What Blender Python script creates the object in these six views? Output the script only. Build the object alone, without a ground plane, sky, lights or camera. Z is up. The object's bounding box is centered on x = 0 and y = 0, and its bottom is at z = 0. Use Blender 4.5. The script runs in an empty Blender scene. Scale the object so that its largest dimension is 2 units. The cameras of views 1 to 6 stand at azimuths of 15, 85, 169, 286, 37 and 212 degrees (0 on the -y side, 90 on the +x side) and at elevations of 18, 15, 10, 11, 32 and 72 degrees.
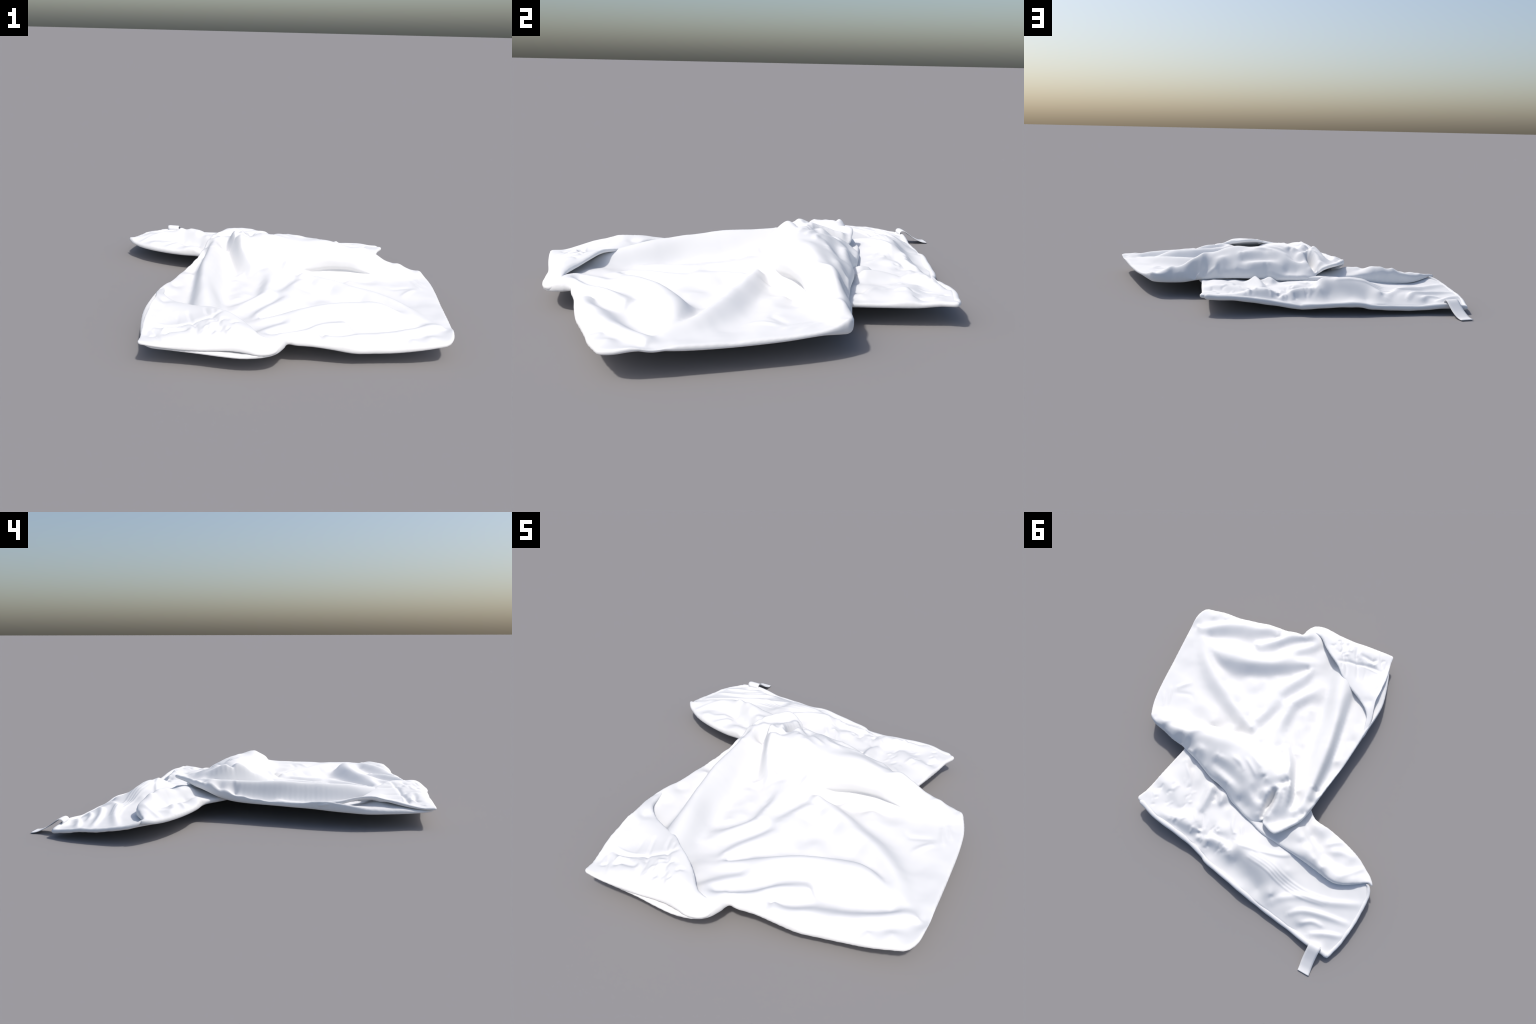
"""A crumpled white cotton garment lying on a surface.

Every sheet of cloth is described by a border (with the height of its lower and
upper edge), by heights at places where the cloth is held up or dips, and by
folds: crest lines with a height and a width on either side.
"""
import math
import bpy
import bmesh
import numpy as np
from mathutils import Vector
from mathutils.geometry import delaunay_2d_cdt

rng = np.random.default_rng(7)

BODY_OUTLINE = [  # x, y, z of the lower and the upper edge of the border
    (0.962, -0.600, 0.088, 0.112), (0.911, -0.626, 0.079, 0.105), (0.838, -0.656, 0.069, 0.100), (0.751, -0.679, 0.057, 0.090),
    (0.669, -0.708, 0.056, 0.090), (0.587, -0.738, 0.057, 0.092), (0.507, -0.757, 0.070, 0.100), (0.420, -0.773, 0.079, 0.108),
    (0.351, -0.796, 0.085, 0.115), (0.322, -0.800, 0.088, 0.120), (0.312, -0.845, 0.082, 0.125), (0.292, -0.892, 0.078, 0.115),
    (0.250, -0.922, 0.072, 0.100), (0.170, -0.944, 0.068, 0.086), (0.080, -0.953, 0.068, 0.085), (-0.010, -0.958, 0.070, 0.086),
    (-0.130, -0.975, 0.076, 0.092), (-0.220, -0.985, 0.080, 0.097), (-0.262, -0.955, 0.080, 0.097), (-0.300, -0.890, 0.078, 0.100),
    (-0.352, -0.770, 0.076, 0.106), (-0.387, -0.660, 0.076, 0.114), (-0.396, -0.565, 0.080, 0.132), (-0.397, -0.475, 0.083, 0.145),
    (-0.398, -0.360, 0.090, 0.140), (-0.399, -0.270, 0.092, 0.128), (-0.400, -0.177, 0.095, 0.128), (-0.396, -0.080, 0.096, 0.135),
    (-0.392, 0.010, 0.098, 0.148), (-0.390, 0.090, 0.105, 0.163), (-0.390, 0.168, 0.125, 0.178), (-0.388, 0.238, 0.155, 0.193),
    (-0.378, 0.300, 0.172, 0.206), (-0.350, 0.360, 0.188, 0.216), (-0.330, 0.397, 0.192, 0.219), (-0.294, 0.446, 0.196, 0.221),
    (-0.262, 0.447, 0.190, 0.215), (-0.225, 0.435, 0.175, 0.200), (-0.196, 0.425, 0.160, 0.185), (-0.183, 0.405, 0.140, 0.165),
    (-0.168, 0.420, 0.120, 0.150), (-0.140, 0.443, 0.112, 0.140), (-0.090, 0.443, 0.110, 0.145), (-0.010, 0.424, 0.107, 0.145),
    (0.055, 0.406, 0.105, 0.145), (0.118, 0.376, 0.105, 0.150), (0.180, 0.364, 0.110, 0.150), (0.240, 0.357, 0.112, 0.155),
    (0.375, 0.315, 0.105, 0.150), (0.465, 0.294, 0.098, 0.140), (0.524, 0.282, 0.092, 0.135), (0.592, 0.279, 0.080, 0.125),
    (0.676, 0.263, 0.075, 0.120), (0.750, 0.255, 0.078, 0.135), (0.790, 0.238, 0.080, 0.145), (0.810, 0.210, 0.085, 0.138),
    (0.845, 0.137, 0.098, 0.122), (0.877, 0.025, 0.094, 0.115), (0.915, -0.160, 0.089, 0.110), (0.951, -0.347, 0.092, 0.116),
    (0.978, -0.493, 0.105, 0.125), (0.980, -0.554, 0.094, 0.118),
]

BODY_PANEL_POINTS = [  # large front panel: heights of the cloth
    (0.379, -0.551, 0.134), (0.455, -0.700, 0.116), (0.750, 0.185, 0.138), (0.888, -0.578, 0.118),
    (0.814, -0.616, 0.110), (0.725, -0.655, 0.098), (0.599, -0.700, 0.100), (0.435, -0.742, 0.112),
    (0.429, -0.728, 0.118), (0.658, -0.505, 0.098), (0.539, -0.556, 0.105), (0.744, -0.462, 0.100),
    (0.446, -0.589, 0.125), (0.420, -0.329, 0.098), (0.523, -0.258, 0.099), (0.317, -0.399, 0.098),
    (0.432, -0.237, 0.100), (0.340, -0.215, 0.106), (0.329, -0.307, 0.100), (0.341, -0.374, 0.102),
    (0.290, -0.443, 0.102), (0.216, -0.501, 0.103), (0.373, -0.311, 0.104), (0.313, -0.182, 0.115),
    (0.248, -0.190, 0.118), (0.544, -0.236, 0.114), (0.384, -0.150, 0.126), (0.278, -0.106, 0.134),
    (0.910, -0.348, 0.114), (0.867, -0.225, 0.113), (0.866, -0.098, 0.115), (0.764, -0.085, 0.114),
    (0.653, -0.038, 0.114), (0.573, -0.012, 0.114), (0.809, 0.029, 0.118), (0.706, 0.065, 0.117),
    (0.790, 0.165, 0.124), (0.493, -0.027, 0.112), (0.330, 0.030, 0.112), (0.270, -0.020, 0.113),
    (0.380, -0.040, 0.112), (0.094, -0.622, 0.110), (0.096, -0.715, 0.120), (0.115, -0.768, 0.122),
    (0.165, -0.696, 0.115), (0.057, -0.565, 0.108), (0.005, -0.317, 0.105), (-0.056, -0.279, 0.104),
    (-0.028, -0.379, 0.105), (-0.030, -0.220, 0.108), (-0.104, -0.152, 0.108), (-0.105, -0.073, 0.115),
    (0.280, -0.777, 0.132), (-0.078, -0.191, 0.106),
]

BODY_SIDE_POINTS = [  # open side, beside the finger fold
    (-0.322, -0.567, 0.114), (-0.340, -0.468, 0.113), (-0.359, -0.346, 0.115), (-0.365, -0.222, 0.124),
    (-0.346, 0.070, 0.145), (-0.367, 0.154, 0.175), (-0.370, 0.251, 0.197), (-0.335, 0.303, 0.198),
    (-0.297, 0.348, 0.196), (-0.257, 0.384, 0.195), (-0.313, 0.269, 0.208), (-0.291, 0.306, 0.203),
    (0.019, -0.736, 0.115), (-0.115, -0.757, 0.122), (-0.266, -0.687, 0.136), (-0.128, -0.856, 0.112),
    (-0.306, -0.718, 0.128), (-0.272, -0.824, 0.118), (0.061, -0.862, 0.100), (0.158, -0.873, 0.100),
    (-0.177, -0.670, 0.116),
]

BODY_ROLL_POINTS = [  # rolled back edge with its dome
    (0.700, 0.170, 0.135), (0.630, 0.150, 0.134), (0.600, 0.090, 0.118), (0.680, 0.060, 0.116),
    (0.450, 0.040, 0.113), (-0.116, 0.217, 0.252), (0.131, 0.061, 0.243), (0.067, 0.052, 0.228),
    (0.014, 0.095, 0.250), (-0.038, 0.102, 0.245), (-0.114, 0.111, 0.250), (-0.102, 0.163, 0.262),
    (-0.163, 0.150, 0.262), (0.098, -0.026, 0.156), (0.129, -0.040, 0.154), (0.059, -0.016, 0.158),
    (0.100, 0.012, 0.186), (0.131, -0.005, 0.186), (0.041, -0.049, 0.157), (0.027, 0.021, 0.186),
    (-0.005, -0.052, 0.150), (-0.040, -0.006, 0.160), (-0.001, 0.003, 0.165), (-0.017, 0.044, 0.192),
    (-0.073, 0.049, 0.200), (-0.108, 0.047, 0.215), (0.083, -0.137, 0.152), (0.420, 0.310, 0.170),
    (0.460, 0.300, 0.140), (0.300, 0.328, 0.180), (0.320, 0.335, 0.155), (0.120, 0.365, 0.165),
    (0.000, 0.385, 0.160), (-0.060, 0.390, 0.165), (0.200, 0.355, 0.165), (0.041, 0.223, 0.268),
    (0.009, 0.237, 0.260), (-0.016, 0.273, 0.246), (-0.048, 0.308, 0.215),
]

BODY_GUIDES = {
    "finger fold: crest": [(-0.049, -0.728, 0.150), (-0.077, -0.657, 0.163), (-0.124, -0.525, 0.180), (-0.173, -0.396, 0.188), (-0.214, -0.265, 0.195), (-0.249, -0.133, 0.202), (-0.298, 0.038, 0.207), (-0.323, 0.119, 0.211), (-0.328, 0.189, 0.213), (-0.324, 0.259, 0.213)],
    "its left flank": [(-0.031, -0.694, 0.145), (-0.100, -0.521, 0.158), (-0.147, -0.399, 0.162), (-0.183, -0.272, 0.168), (-0.217, -0.138, 0.175), (-0.263, 0.025, 0.188), (-0.288, 0.114, 0.198)],
    "its right flank": [(-0.107, -0.701, 0.150), (-0.166, -0.564, 0.162), (-0.212, -0.431, 0.170), (-0.253, -0.299, 0.178), (-0.289, -0.167, 0.186), (-0.323, 0.025, 0.193), (-0.338, 0.099, 0.195)],
    "its left foot": [(0.014, -0.704, 0.119), (-0.048, -0.551, 0.112), (-0.097, -0.425, 0.107), (-0.133, -0.289, 0.110), (-0.177, -0.127, 0.122), (-0.204, -0.026, 0.135), (-0.230, 0.062, 0.150), (-0.254, 0.141, 0.168)],
    "its right foot": [(-0.195, -0.603, 0.112), (-0.226, -0.485, 0.114), (-0.253, -0.383, 0.116), (-0.296, -0.239, 0.121), (-0.319, -0.151, 0.128), (-0.353, 0.058, 0.143)],
    "flat beside it": [(-0.231, -0.598, 0.106), (-0.263, -0.489, 0.108), (-0.294, -0.382, 0.110), (-0.329, -0.248, 0.115), (-0.348, -0.172, 0.126)],
    "rim of the lip": [(-0.390, 0.213, 0.198), (-0.381, 0.276, 0.209), (-0.360, 0.327, 0.216), (-0.333, 0.368, 0.219), (-0.309, 0.400, 0.220), (-0.281, 0.426, 0.220), (-0.243, 0.430, 0.210), (-0.213, 0.418, 0.195)],
    "crest behind the front corner": [(0.926, -0.457, 0.122), (0.872, -0.469, 0.127), (0.804, -0.549, 0.128), (0.717, -0.624, 0.124), (0.584, -0.678, 0.122), (0.469, -0.736, 0.120)],
    "its hollow": [(0.822, -0.450, 0.096), (0.740, -0.510, 0.090), (0.628, -0.573, 0.091), (0.511, -0.627, 0.098), (0.444, -0.698, 0.105)],
    "corner tuck": [(0.935, -0.445, 0.112), (0.905, -0.513, 0.112), (0.831, -0.584, 0.108), (0.794, -0.621, 0.105)],
    "long terrace: crest": [(0.791, -0.410, 0.118), (0.710, -0.358, 0.138), (0.618, -0.344, 0.150), (0.502, -0.395, 0.156), (0.435, -0.436, 0.160), (0.374, -0.478, 0.157), (0.289, -0.541, 0.147), (0.211, -0.604, 0.135), (0.150, -0.638, 0.124)],
    "its foot": [(0.737, -0.348, 0.125), (0.686, -0.312, 0.116), (0.625, -0.296, 0.107), (0.554, -0.303, 0.101), (0.445, -0.365, 0.100), (0.376, -0.403, 0.102), (0.268, -0.488, 0.104), (0.172, -0.570, 0.106), (0.150, -0.605, 0.108)],
    "tuck": [(0.531, -0.562, 0.122), (0.457, -0.633, 0.136), (0.386, -0.720, 0.142), (0.302, -0.787, 0.140), (0.220, -0.824, 0.136)],
    "its foot b": [(0.482, -0.525, 0.118), (0.413, -0.590, 0.116), (0.360, -0.682, 0.115), (0.294, -0.754, 0.120), (0.241, -0.788, 0.124)],
    "tuck b": [(0.365, -0.609, 0.125), (0.276, -0.680, 0.134), (0.227, -0.743, 0.134), (0.191, -0.803, 0.132)],
    "its foot c": [(0.253, -0.645, 0.126), (0.216, -0.682, 0.120), (0.184, -0.725, 0.116), (0.158, -0.776, 0.117)],
    "diagonal crease: crest": [(0.872, -0.424, 0.116), (0.744, -0.310, 0.138), (0.609, -0.220, 0.150), (0.457, -0.150, 0.154), (0.323, -0.096, 0.155), (0.217, -0.050, 0.155)],
    "its foot d": [(0.888, -0.382, 0.112), (0.789, -0.261, 0.113), (0.672, -0.165, 0.113), (0.514, -0.087, 0.108), (0.378, -0.034, 0.110), (0.303, -0.012, 0.113)],
    "crease": [(0.131, -0.637, 0.118), (0.147, -0.554, 0.128), (0.174, -0.470, 0.133), (0.194, -0.378, 0.134), (0.190, -0.338, 0.132)],
    "its foot e": [(0.099, -0.618, 0.110), (0.093, -0.517, 0.105), (0.120, -0.424, 0.107), (0.152, -0.349, 0.115)],
    "crease by the finger fold": [(0.001, -0.547, 0.113), (0.037, -0.476, 0.126), (0.078, -0.393, 0.134), (0.100, -0.347, 0.139), (0.096, -0.276, 0.141), (0.098, -0.208, 0.147), (0.090, -0.158, 0.150)],
    "its foot f": [(-0.029, -0.502, 0.105), (0.017, -0.414, 0.103), (0.049, -0.339, 0.105), (0.044, -0.265, 0.107), (0.039, -0.203, 0.112)],
    "short crease": [(0.183, -0.307, 0.138), (0.198, -0.231, 0.141), (0.216, -0.139, 0.141), (0.228, -0.092, 0.140)],
    "its foot g": [(0.139, -0.286, 0.128), (0.150, -0.203, 0.120), (0.166, -0.129, 0.118), (0.180, -0.085, 0.124)],
    "crest of the rolled edge": [(0.765, 0.225, 0.137), (0.720, 0.236, 0.149), (0.680, 0.238, 0.156), (0.640, 0.238, 0.167), (0.600, 0.238, 0.177), (0.560, 0.238, 0.196), (0.520, 0.237, 0.208), (0.480, 0.236, 0.214), (0.440, 0.234, 0.224), (0.370, 0.232, 0.238), (0.300, 0.238, 0.250), (0.230, 0.225, 0.262), (0.170, 0.205, 0.270), (0.155, 0.140, 0.272), (0.090, 0.153, 0.277), (0.035, 0.165, 0.278), (-0.024, 0.183, 0.276), (-0.072, 0.206, 0.270)],
    "foot of the roll along the slit": [(0.170, 0.000, 0.135), (0.210, 0.005, 0.122), (0.255, 0.023, 0.114), (0.330, 0.060, 0.113), (0.412, 0.090, 0.112), (0.480, 0.102, 0.114), (0.550, 0.108, 0.118)],
    "roll above the slit": [(0.215, 0.042, 0.192), (0.260, 0.062, 0.200), (0.330, 0.092, 0.198), (0.405, 0.120, 0.190), (0.475, 0.131, 0.172), (0.550, 0.132, 0.143)],
    "brow of the roll": [(0.220, 0.078, 0.240), (0.270, 0.095, 0.250), (0.340, 0.120, 0.242), (0.410, 0.142, 0.226), (0.480, 0.155, 0.202), (0.560, 0.165, 0.170), (0.630, 0.185, 0.153)],
    "edge of the dome": [(0.099, -0.336, 0.138), (0.079, -0.206, 0.147), (0.058, -0.148, 0.150), (0.024, -0.120, 0.142), (-0.036, -0.073, 0.148), (-0.043, -0.066, 0.165), (-0.106, -0.003, 0.200), (-0.158, 0.065, 0.236), (-0.191, 0.120, 0.258), (-0.224, 0.167, 0.262), (-0.249, 0.219, 0.242), (-0.266, 0.286, 0.220)],
    "foot of the dome": [(0.026, -0.161, 0.118), (-0.041, -0.116, 0.112), (-0.056, -0.099, 0.112), (-0.115, -0.043, 0.120), (-0.163, 0.020, 0.130), (-0.202, 0.079, 0.145), (-0.258, 0.179, 0.172), (-0.284, 0.250, 0.190)],
    "end of the roll running down to the hollow": [(0.104, 0.232, 0.264), (0.065, 0.257, 0.263), (0.028, 0.276, 0.253), (-0.017, 0.310, 0.232), (-0.046, 0.332, 0.215), (-0.079, 0.353, 0.204), (-0.111, 0.374, 0.192), (-0.144, 0.395, 0.178), (-0.170, 0.412, 0.158)],
    "plump fold at the back": [(0.250, 0.318, 0.196), (0.207, 0.327, 0.203), (0.178, 0.334, 0.206), (0.150, 0.340, 0.208), (0.122, 0.346, 0.208), (0.095, 0.352, 0.206), (0.060, 0.358, 0.200), (0.020, 0.366, 0.190)],
    "groove above it": [(0.250, 0.285, 0.212), (0.200, 0.290, 0.214), (0.150, 0.300, 0.215), (0.100, 0.310, 0.216), (0.050, 0.315, 0.222)],
    "upper fold": [(0.260, 0.240, 0.258), (0.220, 0.242, 0.260), (0.181, 0.240, 0.259), (0.140, 0.245, 0.257), (0.110, 0.252, 0.254)],
    "ridge climbing the roll": [(0.489, 0.286, 0.118), (0.455, 0.287, 0.150), (0.415, 0.281, 0.190), (0.370, 0.262, 0.230)],
    "hollow beside the ridge": [(0.400, 0.305, 0.150), (0.365, 0.300, 0.180), (0.335, 0.285, 0.210), (0.320, 0.268, 0.228)],
    "hollow before the ridge": [(0.530, 0.280, 0.112), (0.515, 0.272, 0.140), (0.495, 0.262, 0.170)],
    "crease above the finger": [(-0.138, 0.192, 0.246), (-0.159, 0.171, 0.243), (-0.187, 0.145, 0.248)],
    "finger": [(-0.185, 0.184, 0.263), (-0.207, 0.215, 0.258), (-0.220, 0.259, 0.246), (-0.226, 0.307, 0.231), (-0.223, 0.351, 0.214)],
    "left edge of the finger": [(-0.157, 0.212, 0.250), (-0.171, 0.235, 0.246), (-0.183, 0.262, 0.236), (-0.189, 0.297, 0.225), (-0.192, 0.343, 0.213), (-0.190, 0.383, 0.200)],
    "bottom of the hollow": [(-0.153, 0.225, 0.212), (-0.159, 0.245, 0.185), (-0.159, 0.275, 0.158), (-0.159, 0.313, 0.156), (-0.162, 0.352, 0.163), (-0.172, 0.390, 0.150)],
    "left wall of the hollow": [(-0.136, 0.220, 0.242), (-0.137, 0.244, 0.234), (-0.138, 0.279, 0.224), (-0.139, 0.316, 0.208), (-0.143, 0.352, 0.195), (-0.151, 0.383, 0.178)],
    "lobe beside the hollow": [(-0.106, 0.243, 0.252), (-0.095, 0.268, 0.246), (-0.096, 0.293, 0.225), (-0.106, 0.319, 0.208)],
    "groove by the lobe": [(-0.054, 0.200, 0.262), (-0.062, 0.243, 0.236), (-0.068, 0.284, 0.214), (-0.079, 0.311, 0.204)],
}

FLAP_OUTLINE = [
    (-0.300, 0.120, 0.090, 0.120), (-0.441, 0.211, 0.085, 0.120), (-0.549, 0.216, 0.082, 0.120), (-0.670, 0.233, 0.080, 0.115),
    (-0.784, 0.263, 0.080, 0.112), (-0.862, 0.301, 0.080, 0.112), (-0.912, 0.331, 0.085, 0.118), (-0.939, 0.364, 0.095, 0.120),
    (-0.911, 0.364, 0.100, 0.125), (-0.862, 0.402, 0.095, 0.130), (-0.804, 0.447, 0.093, 0.135), (-0.753, 0.473, 0.090, 0.140),
    (-0.711, 0.481, 0.090, 0.150), (-0.656, 0.478, 0.088, 0.155), (-0.606, 0.474, 0.085, 0.155), (-0.513, 0.470, 0.092, 0.150),
    (-0.424, 0.471, 0.105, 0.150), (-0.327, 0.471, 0.107, 0.145), (-0.229, 0.470, 0.108, 0.143), (-0.156, 0.456, 0.108, 0.140),
    (0.000, 0.400, 0.105, 0.130), (0.000, 0.250, 0.100, 0.120), (-0.150, 0.150, 0.100, 0.120),
]

FLAP_POINTS = [  # flap turned over beside the waist
    (-0.383, 0.330, 0.172), (-0.444, 0.360, 0.176), (-0.516, 0.398, 0.184), (-0.571, 0.431, 0.190),
    (-0.636, 0.447, 0.184), (-0.698, 0.447, 0.158), (-0.756, 0.433, 0.152), (-0.825, 0.402, 0.142),
    (-0.867, 0.360, 0.126), (-0.380, 0.427, 0.155), (-0.434, 0.447, 0.160), (-0.510, 0.459, 0.165),
    (-0.444, 0.400, 0.166), (-0.318, 0.437, 0.145), (-0.250, 0.439, 0.138), (-0.415, 0.282, 0.130),
    (-0.474, 0.318, 0.120), (-0.539, 0.343, 0.116), (-0.597, 0.374, 0.116), (-0.633, 0.395, 0.128),
    (-0.512, 0.261, 0.138), (-0.584, 0.265, 0.124), (-0.597, 0.307, 0.128), (-0.643, 0.283, 0.128),
    (-0.699, 0.307, 0.122), (-0.646, 0.330, 0.128), (-0.748, 0.310, 0.126), (-0.688, 0.384, 0.122),
    (-0.758, 0.357, 0.122), (-0.826, 0.324, 0.117), (-0.887, 0.338, 0.118), (-0.464, 0.252, 0.140),
]

WAIST_OUTLINE = [
    (0.539, 0.708, 0.088, 0.112), (0.527, 0.644, 0.085, 0.110), (0.520, 0.567, 0.075, 0.105), (0.512, 0.454, 0.075, 0.102),
    (0.504, 0.365, 0.075, 0.100), (0.498, 0.297, 0.075, 0.100), (0.500, 0.200, 0.075, 0.100), (0.300, 0.150, 0.080, 0.100),
    (0.000, 0.200, 0.090, 0.110), (-0.300, 0.220, 0.090, 0.110), (-0.600, 0.270, 0.085, 0.105), (-0.800, 0.290, 0.080, 0.100),
    (-0.933, 0.383, 0.080, 0.098), (-0.952, 0.417, 0.074, 0.092), (-0.959, 0.485, 0.062, 0.082), (-0.966, 0.599, 0.046, 0.066),
    (-0.964, 0.680, 0.042, 0.062), (-0.959, 0.754, 0.030, 0.052), (-0.940, 0.849, 0.016, 0.040), (-0.877, 0.843, 0.026, 0.050),
    (-0.791, 0.845, 0.028, 0.052), (-0.656, 0.835, 0.018, 0.046), (-0.508, 0.828, 0.022, 0.050), (-0.393, 0.822, 0.030, 0.058),
    (-0.297, 0.813, 0.042, 0.072), (-0.047, 0.783, 0.032, 0.062), (0.015, 0.765, 0.028, 0.058), (0.116, 0.748, 0.042, 0.074),
    (0.238, 0.741, 0.062, 0.092), (0.370, 0.739, 0.080, 0.108), (0.462, 0.722, 0.082, 0.108),
]

WAIST_POINTS = [  # waist panel
    (-0.068, 0.621, 0.110), (-0.109, 0.621, 0.125), (-0.170, 0.634, 0.158), (-0.248, 0.637, 0.165),
    (-0.311, 0.629, 0.166), (-0.402, 0.632, 0.152), (-0.451, 0.634, 0.125), (-0.498, 0.652, 0.093),
    (-0.479, 0.745, 0.090), (-0.396, 0.704, 0.115), (-0.117, 0.711, 0.085), (-0.180, 0.699, 0.090),
    (-0.297, 0.731, 0.085), (-0.381, 0.754, 0.072), (-0.343, 0.779, 0.070), (-0.073, 0.680, 0.100),
    (-0.148, 0.666, 0.130), (-0.503, 0.780, 0.070), (-0.599, 0.731, 0.088), (-0.632, 0.780, 0.068),
    (-0.694, 0.772, 0.074), (-0.774, 0.790, 0.058), (-0.715, 0.802, 0.050), (-0.850, 0.803, 0.046),
    (-0.918, 0.815, 0.038), (-0.881, 0.769, 0.052), (-0.883, 0.670, 0.064), (-0.885, 0.570, 0.078),
    (-0.887, 0.469, 0.088), (-0.793, 0.533, 0.090), (-0.684, 0.573, 0.092), (-0.729, 0.642, 0.082),
    (-0.775, 0.710, 0.068), (-0.559, 0.591, 0.100), (-0.762, 0.485, 0.090), (-0.606, 0.660, 0.092),
    (-0.460, 0.545, 0.120), (-0.554, 0.532, 0.100), (-0.366, 0.558, 0.142), (-0.263, 0.559, 0.145),
    (-0.155, 0.544, 0.132), (-0.416, 0.500, 0.125), (-0.258, 0.502, 0.130), (-0.093, 0.573, 0.125),
    (-0.098, 0.497, 0.122), (0.006, 0.517, 0.112), (-0.019, 0.593, 0.122), (0.067, 0.557, 0.108),
    (0.051, 0.664, 0.100), (0.494, 0.676, 0.108), (0.404, 0.675, 0.105), (0.465, 0.633, 0.112),
    (0.319, 0.666, 0.106), (0.464, 0.390, 0.102), (0.458, 0.340, 0.100), (0.279, 0.516, 0.104),
    (0.298, 0.406, 0.108), (0.307, 0.350, 0.110), (0.118, 0.529, 0.102), (0.127, 0.475, 0.105),
    (0.386, 0.370, 0.104), (0.153, 0.564, 0.100), (-0.147, 0.612, 0.160), (-0.126, 0.686, 0.118),
    (0.107, 0.662, 0.103), (-0.468, 0.739, 0.104), (-0.473, 0.570, 0.124), (0.258, 0.377, 0.105),
    (0.178, 0.361, 0.106), (0.057, 0.404, 0.108),
]

WAIST_GUIDES = {
    "pucker crest": [(0.195, 0.405, 0.142), (0.183, 0.433, 0.140), (0.178, 0.483, 0.133), (0.174, 0.541, 0.118), (0.181, 0.574, 0.108)],
    "pucker foot right": [(0.158, 0.423, 0.108), (0.149, 0.478, 0.107), (0.144, 0.535, 0.104), (0.141, 0.581, 0.101)],
    "pucker foot left": [(0.235, 0.425, 0.108), (0.223, 0.467, 0.108), (0.214, 0.521, 0.104), (0.219, 0.573, 0.101)],
    "small pucker": [(0.118, 0.412, 0.136), (0.100, 0.441, 0.132), (0.095, 0.463, 0.115)],
    "small pucker foot": [(0.074, 0.440, 0.108), (0.080, 0.474, 0.106), (0.114, 0.467, 0.107), (0.136, 0.433, 0.108)],
    "bump": [(0.032, 0.456, 0.112), (-0.003, 0.463, 0.114)],
    "swelling along the hem": [(0.353, 0.709, 0.108), (0.277, 0.696, 0.116), (0.213, 0.684, 0.120), (0.151, 0.670, 0.116), (0.115, 0.665, 0.100)],
    "groove along the hem": [(0.342, 0.734, 0.097), (0.277, 0.725, 0.094), (0.192, 0.719, 0.086), (0.123, 0.717, 0.074), (0.075, 0.718, 0.066)],
    "crater": [(0.114, 0.634, 0.100), (0.106, 0.672, 0.084), (0.117, 0.691, 0.082)],
    "crater rim": [(0.085, 0.640, 0.106), (0.065, 0.661, 0.100), (0.086, 0.699, 0.090)],
    "bead": [(0.037, 0.681, 0.112), (0.016, 0.660, 0.118), (-0.023, 0.649, 0.122), (-0.058, 0.656, 0.125)],
    "below the bead": [(0.030, 0.721, 0.078), (-0.005, 0.703, 0.080), (-0.041, 0.713, 0.074)],
    "ridge": [(0.027, 0.604, 0.114), (0.024, 0.567, 0.118), (0.002, 0.539, 0.116)],
    "ridge foot": [(0.046, 0.596, 0.104), (0.012, 0.627, 0.106), (-0.024, 0.634, 0.112)],
    "crease foot": [(0.481, 0.572, 0.103), (0.419, 0.598, 0.102), (0.347, 0.622, 0.100)],
    "crease crest": [(0.462, 0.546, 0.118), (0.407, 0.553, 0.119), (0.362, 0.565, 0.118), (0.312, 0.597, 0.112), (0.290, 0.616, 0.104)],
    "scallop": [(0.376, 0.498, 0.112), (0.340, 0.497, 0.108), (0.326, 0.468, 0.106), (0.324, 0.436, 0.108)],
    "soft crease": [(0.439, 0.346, 0.112), (0.378, 0.387, 0.112), (0.337, 0.402, 0.109)],
    "soft crease upper": [(0.466, 0.484, 0.112), (0.410, 0.485, 0.114), (0.372, 0.503, 0.114)],
}

HEM_PATH = [  # rolled hem along the waist
    (0.525, 0.710, 0.100), (0.461, 0.722, 0.096), (0.367, 0.741, 0.095), (0.235, 0.743, 0.078),
    (0.113, 0.750, 0.058), (0.012, 0.768, 0.044), (-0.050, 0.786, 0.048), (-0.296, 0.812, 0.058),
    (-0.392, 0.820, 0.044), (-0.507, 0.827, 0.038), (-0.656, 0.834, 0.034), (-0.790, 0.844, 0.044),
    (-0.875, 0.841, 0.040), (-0.932, 0.843, 0.030), (-0.942, 0.844, 0.030),
]

BINDING_PATH = [  # narrow binding on the end of the waist
    (-0.935, 0.854, 0.030), (-0.937, 0.841, 0.030), (-0.956, 0.750, 0.044), (-0.961, 0.676, 0.056),
    (-0.964, 0.598, 0.060), (-0.957, 0.487, 0.075), (-0.947, 0.421, 0.086), (-0.922, 0.379, 0.100),
    (-0.904, 0.374, 0.112),
]

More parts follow.
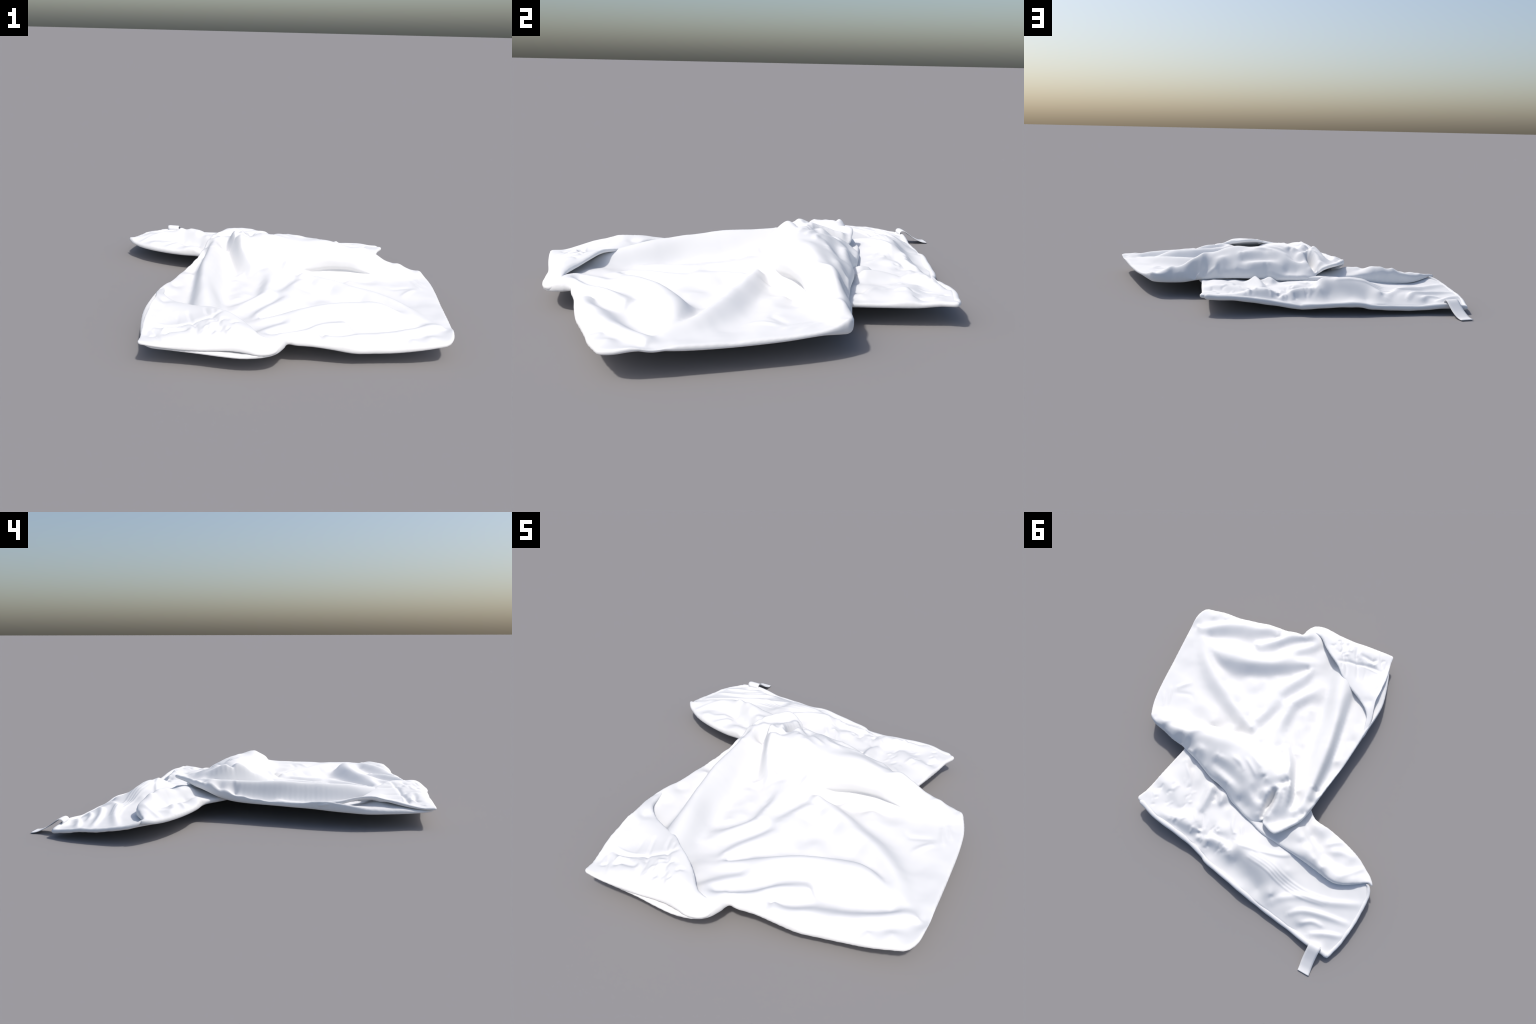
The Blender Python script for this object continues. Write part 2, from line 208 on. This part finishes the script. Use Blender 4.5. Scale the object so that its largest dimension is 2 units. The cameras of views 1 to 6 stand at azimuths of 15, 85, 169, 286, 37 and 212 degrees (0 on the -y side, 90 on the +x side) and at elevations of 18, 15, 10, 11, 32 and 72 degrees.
CUFF_OUTLINE = [
    (0.205, -0.840, 0.125, 0.148), (0.137, -0.790, 0.145, 0.167), (0.076, -0.752, 0.158, 0.180), (-0.011, -0.708, 0.164, 0.184),
    (-0.070, -0.668, 0.152, 0.170), (-0.157, -0.634, 0.132, 0.151), (-0.244, -0.602, 0.124, 0.143), (-0.300, -0.572, 0.124, 0.146),
    (-0.338, -0.535, 0.122, 0.148), (-0.362, -0.480, 0.118, 0.143), (-0.378, -0.430, 0.112, 0.137), (-0.389, -0.385, 0.110, 0.132),
    (-0.399, -0.400, 0.105, 0.128), (-0.396, -0.470, 0.112, 0.138), (-0.380, -0.535, 0.128, 0.152), (-0.356, -0.590, 0.145, 0.166),
    (-0.338, -0.640, 0.151, 0.173), (-0.331, -0.700, 0.149, 0.173), (-0.322, -0.758, 0.136, 0.158), (-0.313, -0.821, 0.120, 0.143),
    (-0.295, -0.885, 0.106, 0.126), (-0.275, -0.950, 0.097, 0.113), (-0.262, -0.998, 0.098, 0.113), (-0.235, -1.000, 0.094, 0.111),
    (-0.127, -0.984, 0.085, 0.105), (-0.000, -0.957, 0.081, 0.103), (0.060, -0.945, 0.084, 0.110), (0.118, -0.936, 0.086, 0.114),
    (0.180, -0.935, 0.086, 0.112), (0.225, -0.934, 0.083, 0.106), (0.274, -0.914, 0.084, 0.108), (0.298, -0.885, 0.089, 0.116),
    (0.296, -0.850, 0.100, 0.128), (0.260, -0.845, 0.112, 0.138),
]

CUFF_POINTS = [  # sleeve end folded back over the panel
    (0.174, -0.853, 0.165), (0.119, -0.825, 0.174), (0.018, -0.782, 0.178), (-0.071, -0.737, 0.160),
    (-0.178, -0.686, 0.147), (-0.265, -0.639, 0.148), (0.163, -0.897, 0.150), (0.082, -0.885, 0.160),
    (-0.003, -0.870, 0.155), (0.037, -0.885, 0.155), (-0.078, -0.870, 0.142), (-0.066, -0.805, 0.152),
    (-0.017, -0.787, 0.168), (-0.043, -0.928, 0.134), (-0.121, -0.923, 0.132), (-0.186, -0.940, 0.120),
    (-0.189, -0.874, 0.122), (-0.250, -0.885, 0.117), (-0.139, -0.834, 0.132), (-0.182, -0.765, 0.130),
    (-0.257, -0.798, 0.132), (-0.309, -0.707, 0.152), (-0.270, -0.701, 0.145), (-0.250, -0.921, 0.114),
    (-0.308, -0.629, 0.146), (-0.283, -0.811, 0.140), (0.254, -0.877, 0.126), (0.209, -0.876, 0.146),
    (0.031, -0.901, 0.150),
]

TAG_PATH = [  # label strip
    (-0.842, 0.852, 0.044), (-0.842, 0.836, 0.052), (-0.843, 0.829, 0.063), (-0.845, 0.834, 0.074),
    (-0.847, 0.848, 0.077), (-0.849, 0.866, 0.069), (-0.852, 0.892, 0.050), (-0.856, 0.920, 0.031),
    (-0.861, 0.946, 0.017), (-0.866, 0.966, 0.008), (-0.870, 0.984, 0.004), (-0.873, 0.999, 0.003),
]

BODY_FOLDS = [
    ([(0.696, 0.242), (0.641, 0.165), (0.611, 0.105)], 0.012, 0.02, 0.02),
    ([(0.501, 0.275), (0.476, 0.189), (0.405, 0.126)], 0.018, 0.03, 0.025),
    ([(0.171, 0.201), (0.112, 0.21), (0.06, 0.238)], 0.008, 0.016, 0.014),
    ([(0.094, 0.168), (0.036, 0.197), (-0.01, 0.224)], 0.008, 0.011, 0.013),
    ([(0.074, 0.13), (0.021, 0.153), (-0.011, 0.165)], 0.006, 0.011, 0.013),
    ([(0.814, -0.001), (0.757, 0.106)], 0.006, 0.012, 0.012),
    ([(0.829, 0.05), (0.774, 0.134)], 0.006, 0.012, 0.012),
    ([(0.779, -0.016), (0.727, -0.101)], 0.006, 0.015, 0.015),
    ([(0.764, 0.014), (0.68, -0.027), (0.641, -0.005)], -0.004, 0.015, 0.015),
]

FLAP_FOLDS = [
    ([(-0.382, 0.304), (-0.466, 0.347), (-0.548, 0.39)], 0.008, 0.02, 0.02),
    ([(-0.58, 0.312), (-0.621, 0.27), (-0.656, 0.24)], 0.008, 0.02, 0.015),
    ([(-0.602, 0.347), (-0.676, 0.303), (-0.775, 0.278)], 0.008, 0.02, 0.02),
    ([(-0.753, 0.424), (-0.808, 0.353), (-0.848, 0.298)], 0.008, 0.02, 0.015),
]

WAIST_FOLDS = [
    ([(0.387, 0.551), (0.379, 0.496)], 0.006, 0.012, 0.012),
    ([(0.423, 0.362), (0.347, 0.424), (0.33, 0.463)], 0.006, 0.014, 0.012),
    ([(0.203, 0.586), (0.146, 0.632)], 0.008, 0.02, 0.012),
    ([(0.145, 0.559), (0.1, 0.637)], -0.006, 0.012, 0.012),
    ([(-0.066, 0.693), (-0.086, 0.656)], 0.01, 0.012, 0.012),
    ([(-0.011, 0.465), (-0.046, 0.532), (-0.086, 0.564)], 0.008, 0.014, 0.012),
    ([(-0.09, 0.493), (-0.138, 0.561)], 0.006, 0.01, 0.012),
    ([(-0.238, 0.624), (-0.362, 0.623), (-0.468, 0.64), (-0.617, 0.64), (-0.765, 0.601)], 0.005, 0.008, 0.008),  # gathered pleat
    ([(-0.242, 0.605), (-0.366, 0.605), (-0.473, 0.622), (-0.622, 0.623), (-0.77, 0.583)], 0.005, 0.008, 0.008),  # gathered pleat
    ([(-0.246, 0.587), (-0.37, 0.587), (-0.477, 0.604), (-0.626, 0.605), (-0.774, 0.565)], 0.005, 0.008, 0.008),  # gathered pleat
    ([(-0.232, 0.641), (-0.356, 0.641), (-0.463, 0.657), (-0.612, 0.658), (-0.759, 0.618)], 0.005, 0.008, 0.008),  # gathered pleat
    ([(-0.156, 0.607), (-0.271, 0.571), (-0.388, 0.52), (-0.441, 0.477)], 0.01, 0.02, 0.012),
    ([(-0.485, 0.775), (-0.538, 0.712), (-0.629, 0.644), (-0.764, 0.593), (-0.935, 0.494)], 0.014, 0.02, 0.024),  # ripple
    ([(-0.614, 0.774), (-0.675, 0.713), (-0.78, 0.668), (-0.934, 0.627)], 0.014, 0.016, 0.02),  # ripple
    ([(-0.7, 0.781), (-0.756, 0.733), (-0.821, 0.719)], 0.01, 0.014, 0.014),
    ([(-0.78, 0.799), (-0.854, 0.749), (-0.946, 0.706)], 0.012, 0.014, 0.02),  # ripple
]

CUFF_FOLDS = [
    ([(-0.261, -0.835), (-0.17, -0.825), (-0.103, -0.799), (-0.037, -0.767)], 0.004, 0.006, 0.006),  # stitch line
    ([(-0.265, -0.853), (-0.202, -0.848), (-0.145, -0.828), (-0.095, -0.802), (-0.029, -0.77), (0.009, -0.739)], -0.01, 0.012, 0.012),  # groove below the stitches
    ([(-0.156, -0.708), (-0.109, -0.791), (-0.059, -0.859), (-0.035, -0.934)], -0.007, 0.01, 0.009),  # gather
    ([(-0.084, -0.686), (-0.05, -0.746), (-0.002, -0.786), (0.044, -0.86), (0.057, -0.913)], -0.008, 0.01, 0.01),  # gather
    ([(-0.202, -0.717), (-0.165, -0.802)], -0.003, 0.008, 0.008),
    ([(-0.262, -0.875), (-0.222, -0.914), (-0.178, -0.97)], -0.005, 0.008, 0.009),  # gather
    ([(-0.183, -0.919), (-0.172, -0.888), (-0.132, -0.884), (-0.092, -0.88)], -0.01, 0.012, 0.014),  # dimple
    ([(-0.217, -0.872), (-0.181, -0.868), (-0.148, -0.858)], 0.008, 0.014, 0.014),  # lump
    ([(-0.119, -0.844), (-0.083, -0.862), (-0.073, -0.898)], 0.008, 0.014, 0.014),  # lump
    ([(-0.05, -0.804), (-0.015, -0.829), (0.004, -0.88)], 0.007, 0.014, 0.014),  # lump
    ([(-0.017, -0.833), (-0.001, -0.886)], -0.004, 0.008, 0.008),
    ([(-0.248, -0.941), (-0.267, -0.894), (-0.257, -0.856)], -0.006, 0.012, 0.01),
    ([(-0.037, -0.706), (-0.017, -0.744)], -0.004, 0.008, 0.008),
    ([(0.068, -0.804), (-0.01, -0.798)], -0.004, 0.014, 0.012),
    ([(0.079, -0.904), (0.05, -0.847)], -0.006, 0.01, 0.01),
    ([(0.02, -0.893), (0.01, -0.866)], -0.006, 0.01, 0.01),
]


# ---------------------------------------------------------------- helpers
def closed_curve(points, step):
    """Smooth closed curve (Catmull-Rom) through the border points."""
    p = np.array(points, float)
    n = len(p)
    res = []
    for i in range(n):
        a, b, c, d = p[i - 1], p[i], p[(i + 1) % n], p[(i + 2) % n]
        m = max(2, int(round(np.linalg.norm(c[:2] - b[:2]) / step)))
        la = max(np.linalg.norm(b[:2] - a[:2]), 1e-6) ** 0.5
        lb = max(np.linalg.norm(c[:2] - b[:2]), 1e-6) ** 0.5
        lc = max(np.linalg.norm(d[:2] - c[:2]), 1e-6) ** 0.5
        t0, t1, t2, t3 = 0, la, la + lb, la + lb + lc
        for t in np.linspace(t1, t2, m, endpoint=False):
            a1 = (t1 - t) / (t1 - t0) * a + (t - t0) / (t1 - t0) * b
            a2 = (t2 - t) / (t2 - t1) * b + (t - t1) / (t2 - t1) * c
            a3 = (t3 - t) / (t3 - t2) * c + (t - t2) / (t3 - t2) * d
            b1 = (t2 - t) / (t2 - t0) * a1 + (t - t0) / (t2 - t0) * a2
            b2 = (t3 - t) / (t3 - t1) * a2 + (t - t1) / (t3 - t1) * a3
            res.append((t2 - t) / (t2 - t1) * b1 + (t - t1) / (t2 - t1) * b2)
    return np.array(res)


def open_curve(points, step):
    p = np.array(points, float)
    if len(p) == 2:
        m = max(2, int(np.linalg.norm(p[1] - p[0]) / step))
        return p[0] + (p[1] - p[0]) * np.linspace(0, 1, m + 1)[:, None]
    q = np.vstack([2 * p[0] - p[1], p, 2 * p[-1] - p[-2]])
    res = []
    for i in range(1, len(q) - 2):
        a, b, c, d = q[i - 1], q[i], q[i + 1], q[i + 2]
        m = max(2, int(round(np.linalg.norm(c - b) / step)))
        for t in np.linspace(0, 1, m, endpoint=False):
            res.append(0.5 * (2 * b + (c - a) * t + (2 * a - 5 * b + 4 * c - d) * t * t + (3 * b - a - 3 * c + d) * t ** 3))
    res.append(p[-1])
    return np.array(res)


def along_guides(lines, step=0.028):
    """Heights along crests, feet and rims: points at even steps on a curve through the given places."""
    res = []
    for line in lines.values():
        c = open_curve(line, 0.004)
        s = np.concatenate([[0], np.cumsum(np.linalg.norm(np.diff(c, axis=0), axis=1))])
        u = np.linspace(0, s[-1], max(2, int(round(s[-1] / step))) + 1)
        res += [tuple(np.interp(u, s, c[:, k])[i] for k in range(3)) for i in range(len(u))]
    return res


def kernel(d2):
    return 0.5 * d2 * np.log(np.maximum(d2, 1e-12))


class Surface:
    """Thin-plate surface through scattered heights."""

    def __init__(self, pts, soft):
        p = np.array(pts, float)
        self.xy = p[:, :2]
        n = len(p)
        d2 = ((self.xy[:, None] - self.xy[None]) ** 2).sum(-1)
        a = np.zeros((n + 3, n + 3))
        a[:n, :n] = kernel(d2) + np.eye(n) * soft
        a[:n, n:] = np.hstack([np.ones((n, 1)), self.xy])
        a[n:, :n] = a[:n, n:].T
        self.w = np.linalg.solve(a, np.concatenate([p[:, 2], np.zeros(3)]))

    def __call__(self, xy):
        n = len(self.xy)
        out = np.empty(len(xy))
        for i in range(0, len(xy), 4000):
            q = xy[i:i + 4000]
            d2 = ((q[:, None] - self.xy[None]) ** 2).sum(-1)
            out[i:i + 4000] = kernel(d2) @ self.w[:n] + self.w[n] + q @ self.w[n + 1:]
        return out


def to_line(xy, line):
    """Signed distance to a polyline, the nearest point's share of its length and overshoot past its ends."""
    a, b = line[:-1], line[1:]
    seg = b - a
    length = np.linalg.norm(seg, axis=1)
    start = np.concatenate([[0], np.cumsum(length)])
    best = np.full(len(xy), 1e9)
    sign = np.zeros(len(xy))
    along = np.zeros(len(xy))
    for k in range(len(seg)):
        r = xy - a[k]
        t = np.clip((r @ seg[k]) / length[k] ** 2, 0, 1)
        q = r - t[:, None] * seg[k]
        d = np.hypot(q[:, 0], q[:, 1])
        m = d < best
        best[m] = d[m]
        sign[m] = np.sign(seg[k][0] * r[m, 1] - seg[k][1] * r[m, 0])
        along[m] = (start[k] + t[m] * length[k]) / start[-1]
    return best, np.where(sign == 0, 1, sign), along


def fold_heights(xy, folds):
    z = np.zeros(len(xy))
    for line, height, wide_left, wide_right in folds:
        curve = open_curve(line, 0.012)
        near = ((xy > curve.min(0) - 0.16) & (xy < curve.max(0) + 0.16)).all(1)
        d, s, t = to_line(xy[near], curve)
        w = np.where(s > 0, wide_left, wide_right)
        fade = np.sin(math.pi * np.clip(t, 0.0, 1.0)) ** 0.6 * 0.75 + 0.25
        z[near] += height * fade * np.exp(-(d / w) ** 2)
    return z


def inside(xy, ring):
    c = np.zeros(len(xy), bool)
    x, y = xy[:, 0], xy[:, 1]
    n = len(ring)
    for i in range(n):
        x1, y1 = ring[i]
        x2, y2 = ring[(i + 1) % n]
        if y1 == y2:
            continue
        m = (y1 > y) != (y2 > y)
        c ^= m & (x < (x2 - x1) * (y - y1) / (y2 - y1) + x1)
    return c


def nearest(xy, ring):
    d = np.empty(len(xy))
    k = np.empty(len(xy), int)
    for i in range(0, len(xy), 4000):
        d2 = ((xy[i:i + 4000, None] - ring[None]) ** 2).sum(-1)
        k[i:i + 4000] = d2.argmin(1)
        d[i:i + 4000] = np.sqrt(d2.min(1))
    return d, k


def cloth_noise(xy, amount, seed):
    """A little unevenness: a few long waves in random directions."""
    r = np.random.default_rng(seed)
    z = np.zeros(len(xy))
    for wave in (0.30, 0.21, 0.15, 0.11, 0.08, 0.06):
        a = r.uniform(0, math.tau)
        k = math.tau / wave
        z += amount * wave / 0.3 * np.sin(k * (xy @ [math.cos(a), math.sin(a)]) + 2.0 * np.sin(k * 0.4 * (xy @ [-math.sin(a), math.cos(a)]) + r.uniform(0, 6)))
    return z


def make_object(name, verts, faces, parent, material, smooth=True):
    mesh = bpy.data.meshes.new(name)
    mesh.from_pydata([tuple(map(float, v)) for v in verts], [], faces)
    mesh.validate()
    bm = bmesh.new()
    bm.from_mesh(mesh)
    bmesh.ops.recalc_face_normals(bm, faces=bm.faces[:])
    bm.to_mesh(mesh)
    bm.free()
    mesh.polygons.foreach_set("use_smooth", [smooth] * len(mesh.polygons))
    mesh.materials.append(material)
    ob = bpy.data.objects.new(name, mesh)
    bpy.context.scene.collection.objects.link(ob)
    ob.parent = parent
    return ob


def cloth_sheet(name, outline, heights, folds, parent, material, cell=0.0065, round_edge=0.010, soft=3e-6,
                uneven=0.0007, seed=1, least=0.012, border_step=0.007, reshape=None, edge_from_border=True, dense=None):
    """A sheet of cloth as a closed, round-edged solid between a lower and an upper surface."""
    outline = [(x, y, lo + 0.3 * max(0.0, min(hi - lo, 0.03) - 0.012), hi) for x, y, lo, hi in outline]
    ring = closed_curve(outline, border_step)
    o = np.array(outline)
    tops = [tuple(h) for h in heights]
    if edge_from_border:
        tops += [(p[0], p[1], p[3]) for p in outline]
    top_surface = Surface(tops, soft)
    low_surface = Surface([(p[0], p[1], p[2]) for p in outline], 1e-3)
    rxy = ring[:, :2]
    area = 0.5 * np.sum(rxy[:, 0] * np.roll(rxy[:, 1], -1) - rxy[:, 1] * np.roll(rxy[:, 0], -1))
    if area < 0:
        ring, rxy = ring[::-1], rxy[::-1]
    tangent = np.roll(rxy, -1, 0) - np.roll(rxy, 1, 0)
    tangent /= np.linalg.norm(tangent, axis=1)[:, None]
    inward = np.stack([-tangent[:, 1], tangent[:, 0]], 1)
    pts, n_ring = [rxy], len(rxy)
    fine = closed_curve(outline, 0.004)[:, :2]
    for share in (0.06, 0.22, 0.5, 1.0):
        q = rxy + inward * round_edge * share
        d, _ = nearest(q, fine)
        q = q[inside(q, rxy) & (d > round_edge * share * 0.9)]
        pts.append(q)
    lo, hi = rxy.min(0), rxy.max(0)
    nx, ny = int((hi[0] - lo[0]) / cell) + 2, int((hi[1] - lo[1]) / (cell * 0.9)) + 2
    gx, gy = np.meshgrid(np.arange(nx), np.arange(ny))
    grid = np.stack([lo[0] + (gx + 0.5 * (gy % 2)) * cell, lo[1] + gy * cell * 0.9], -1).reshape(-1, 2)
    grid = grid[inside(grid, rxy)]
    d, _ = nearest(grid, fine)
    grid = grid[d > round_edge + cell * 0.7]
    if dense is not None:  # finer rows of points along a line where the cloth turns sharply
        line, offsets, step = dense
        c = open_curve(line, step)
        tan = np.gradient(c, axis=0)
        tan /= np.linalg.norm(tan, axis=1)[:, None]
        out = np.stack([-tan[:, 1], tan[:, 0]], 1)
        away, side, share = to_line(grid, c)
        grid = grid[~((away * side > offsets[0] - cell * 0.6) & (away * side < offsets[-1] + cell * 0.6) & (away < offsets[-1] + cell) & (share > 0) & (share < 1))]
        pts.append(np.vstack([c + out * o for o in offsets]))
    pts.append(grid)
    xy = np.vstack(pts)
    edges = [(i, (i + 1) % n_ring) for i in range(n_ring)]
    v2, _, f2, _, _, _ = delaunay_2d_cdt([Vector(p) for p in xy], edges, [], 1, 1e-6)
    xy = np.array([v[:] for v in v2])
    d, k = nearest(xy, fine)
    dr, _ = nearest(xy, rxy)
    border = dr < 1e-5
    d[border] = 0
    f = np.sqrt(np.clip(1 - (1 - np.clip(d / round_edge, 0, 1)) ** 2, 0, 1))
    top = top_surface(xy) + fold_heights(xy, folds) * np.clip(d / 0.02, 0, 1) + cloth_noise(xy, uneven, seed)
    low = np.minimum(low_surface(xy), top - least)
    ring_fine = closed_curve(outline, 0.004)
    mid_border = 0.5 * (ring_fine[k, 2] + ring_fine[k, 3])
    mid = np.where(d < round_edge, np.clip(mid_border, low + 0.003, np.maximum(top - 0.003, low + 0.003)), 0.5 * (top + low))
    zt = mid + (top - mid) * f
    zl = mid - (mid - low) * f
    upper = np.column_stack([xy, zt])
    lower = np.column_stack([xy, zl])
    if reshape:
        upper = reshape(upper)
    n = len(xy)
    index = np.where(border, np.arange(n), np.arange(n) + n)
    verts = np.vstack([upper, lower])
    faces = [tuple(t) for t in f2] + [tuple(int(index[i]) for i in reversed(t)) for t in f2]
    faces = [t for t in faces if len(set(t)) > 2]
    ob = make_object(name, verts, faces, parent, material)
    bm = bmesh.new()
    bm.from_mesh(ob.data)
    bmesh.ops.delete(bm, geom=[v for v in bm.verts if not v.link_faces], context="VERTS")
    bm.to_mesh(ob.data)
    bm.free()
    return ob


def tube(name, path, radius, parent, material, sides=12, flat=1.0):
    """A rolled hem: a round cord of cloth along a path, closed at its ends."""
    c = open_curve(path, 0.01)
    t = np.gradient(c, axis=0)
    t /= np.linalg.norm(t, axis=1)[:, None]
    side = np.cross(t, [0, 0, 1.0])
    side /= np.linalg.norm(side, axis=1)[:, None]
    up = np.cross(side, t)
    n = len(c)
    s = np.linspace(0, 1, n)
    r = radius * np.clip(np.minimum(s, 1 - s) * n / 2.5, 0.0, 1) ** 0.5 * (1 + 0.05 * np.sin(s * 37) + 0.04 * np.sin(s * 83 + 1))
    r = np.maximum(r, radius * 0.12)
    a = np.arange(sides) * math.tau / sides
    verts = (c[:, None] + r[:, None, None] * (np.cos(a)[None, :, None] * side[:, None] + flat * np.sin(a)[None, :, None] * up[:, None])).reshape(-1, 3)
    faces = [(i * sides + j, i * sides + (j + 1) % sides, (i + 1) * sides + (j + 1) % sides, (i + 1) * sides + j) for i in range(n - 1) for j in range(sides)]
    faces += [tuple(range(sides)), tuple(range((n - 1) * sides, n * sides))]
    return make_object(name, verts, faces, parent, material)


# ---------------------------------------------------------------- material
def cotton(name, tint):
    m = bpy.data.materials.new(name)
    m.use_nodes = True
    nt = m.node_tree
    b = nt.nodes["Principled BSDF"]
    b.inputs["Roughness"].default_value = 0.85
    b.inputs["Specular IOR Level"].default_value = 0.2
    co = nt.nodes.new("ShaderNodeTexCoord")
    big = nt.nodes.new("ShaderNodeTexNoise")
    big.inputs["Scale"].default_value = 3.0
    big.inputs["Detail"].default_value = 3.0
    ramp = nt.nodes.new("ShaderNodeValToRGB")
    ramp.color_ramp.elements[0].position, ramp.color_ramp.elements[1].position = 0.3, 0.7
    ramp.color_ramp.elements[0].color = (tint[0] * 0.985, tint[1] * 0.985, tint[2] * 0.985, 1)
    ramp.color_ramp.elements[1].color = (*tint, 1)
    weave = nt.nodes.new("ShaderNodeTexNoise")
    weave.inputs["Scale"].default_value = 320.0
    weave.inputs["Detail"].default_value = 2.0
    bump = nt.nodes.new("ShaderNodeBump")
    bump.inputs["Strength"].default_value = 0.04
    bump.inputs["Distance"].default_value = 0.002
    nt.links.new(co.outputs["Object"], big.inputs["Vector"])
    nt.links.new(co.outputs["Object"], weave.inputs["Vector"])
    nt.links.new(big.outputs["Fac"], ramp.inputs["Fac"])
    nt.links.new(ramp.outputs["Color"], b.inputs["Base Color"])
    nt.links.new(weave.outputs["Fac"], bump.inputs["Height"])
    nt.links.new(bump.outputs["Normal"], b.inputs["Normal"])
    return m


WHITE = (0.80, 0.80, 0.80)
cloth = cotton("white_cotton", WHITE)

garment = bpy.data.objects.new("crumpled_garment", None)
bpy.context.scene.collection.objects.link(garment)
garment["label"] = "crumpled white cotton garment with folded cuff and rolled hem"
garment["category"] = "clothing"


# ---------------------------------------------------------------- parts
def body_overhang(p):
    """Let the roll bulge over the panel in front of it, with an open slit running in below it."""
    curve = open_curve(SLIT_LINE, 0.01)
    d, s, t = to_line(p[:, :2], curve)
    s = d * s
    ends = np.sin(math.pi * np.clip(t, 0, 1)) ** 0.7 * ((t > 0) & (t < 1))
    w = (0.034 * np.exp(-((s - 0.036) / 0.018) ** 2) - 0.032 * np.exp(-((s - 0.0095) / 0.0055) ** 2)) * ends
    p = p.copy()
    p[:, :2] += np.outer(w, (0.29, -0.96))
    return p


SLIT_LINE = [(0.20, 0.005), (0.255, 0.023), (0.33, 0.06), (0.412, 0.09), (0.48, 0.102), (0.56, 0.108)]


cloth_sheet("body_panel", BODY_OUTLINE, BODY_PANEL_POINTS + BODY_SIDE_POINTS + BODY_ROLL_POINTS + along_guides(BODY_GUIDES), BODY_FOLDS, garment, cloth, cell=0.0055, seed=3, reshape=body_overhang,
            dense=(SLIT_LINE, np.arange(-0.004, 0.047, 0.0018), 0.004))
cloth_sheet("folded_flap", FLAP_OUTLINE, FLAP_POINTS, FLAP_FOLDS, garment, cloth, seed=5)

def puckers(count, start, along, across, seed):
    """Short irregular tucks where the elastic gathers the cloth, mostly running away from the hem."""
    r = np.random.default_rng(seed)
    start, along, across = np.array(start), np.array(along), np.array(across)
    res = []
    for _ in range(count):
        u, v = r.uniform(0, 1), r.uniform(0, 1) ** 1.5
        p = start + along * u + across * v
        turn = r.normal(0, 0.5)
        d = across / np.linalg.norm(across)
        d = np.array([d[0] * math.cos(turn) - d[1] * math.sin(turn), d[0] * math.sin(turn) + d[1] * math.cos(turn)])
        size = r.uniform(0.02, 0.05)
        bend = np.array([-d[1], d[0]]) * r.normal(0, 0.008)
        res.append(([tuple(p - d * size / 2), tuple(p + bend), tuple(p + d * size / 2)], r.choice([-1, 1]) * r.uniform(0.002, 0.005), r.uniform(0.006, 0.011), r.uniform(0.006, 0.011)))
    return res


WAIST_PUCKERS = puckers(46, (0.50, 0.69), (-0.62, 0.05), (-0.02, -0.26), 21)
cloth_sheet("waist_panel", WAIST_OUTLINE, WAIST_POINTS + along_guides(WAIST_GUIDES, 0.02), WAIST_FOLDS + WAIST_PUCKERS, garment, cloth, cell=0.005, seed=8, uneven=0.0006)
cloth_sheet("sleeve_cuff", CUFF_OUTLINE, CUFF_POINTS, CUFF_FOLDS + puckers(16, (-0.25, -0.93), (0.34, 0.04), (0.02, 0.12), 5), garment, cloth, cell=0.0045, seed=11)
tube("waist_hem", HEM_PATH, 0.0155, garment, cloth)
tube("waist_binding", BINDING_PATH, 0.011, garment, cloth)

# label strip sewn to the hem
path = open_curve(TAG_PATH, 0.006)
wide = np.array([-0.036, -0.003, 0.0])
n = len(path)
t = np.gradient(path, axis=0)
t /= np.linalg.norm(t, axis=1)[:, None]
up = np.cross(t, wide / np.linalg.norm(wide))
thick = 0.0022
verts, faces, cols = [], [], 7
for side in (1, -1):
    for i in range(n):
        for j in range(cols):
            u = j / (cols - 1) * 2 - 1
            verts.append(path[i] + wide * u + up[i] * thick * side * (1 if abs(u) < 1 else 0.5))
for i in range(n - 1):
    for j in range(cols - 1):
        a = i * cols + j
        faces.append((a, a + 1, a + cols + 1, a + cols))
        b = a + n * cols
        faces.append((b, b + cols, b + cols + 1, b + 1))
for i in range(n - 1):
    for j in (0, cols - 1):
        a = i * cols + j
        faces.append((a, a + cols, a + cols + n * cols, a + n * cols))
for j in range(cols - 1):
    for i in (0, n - 1):
        a = i * cols + j
        faces.append((a, a + 1, a + 1 + n * cols, a + n * cols))
make_object("label_strip", verts, faces, garment, cloth)
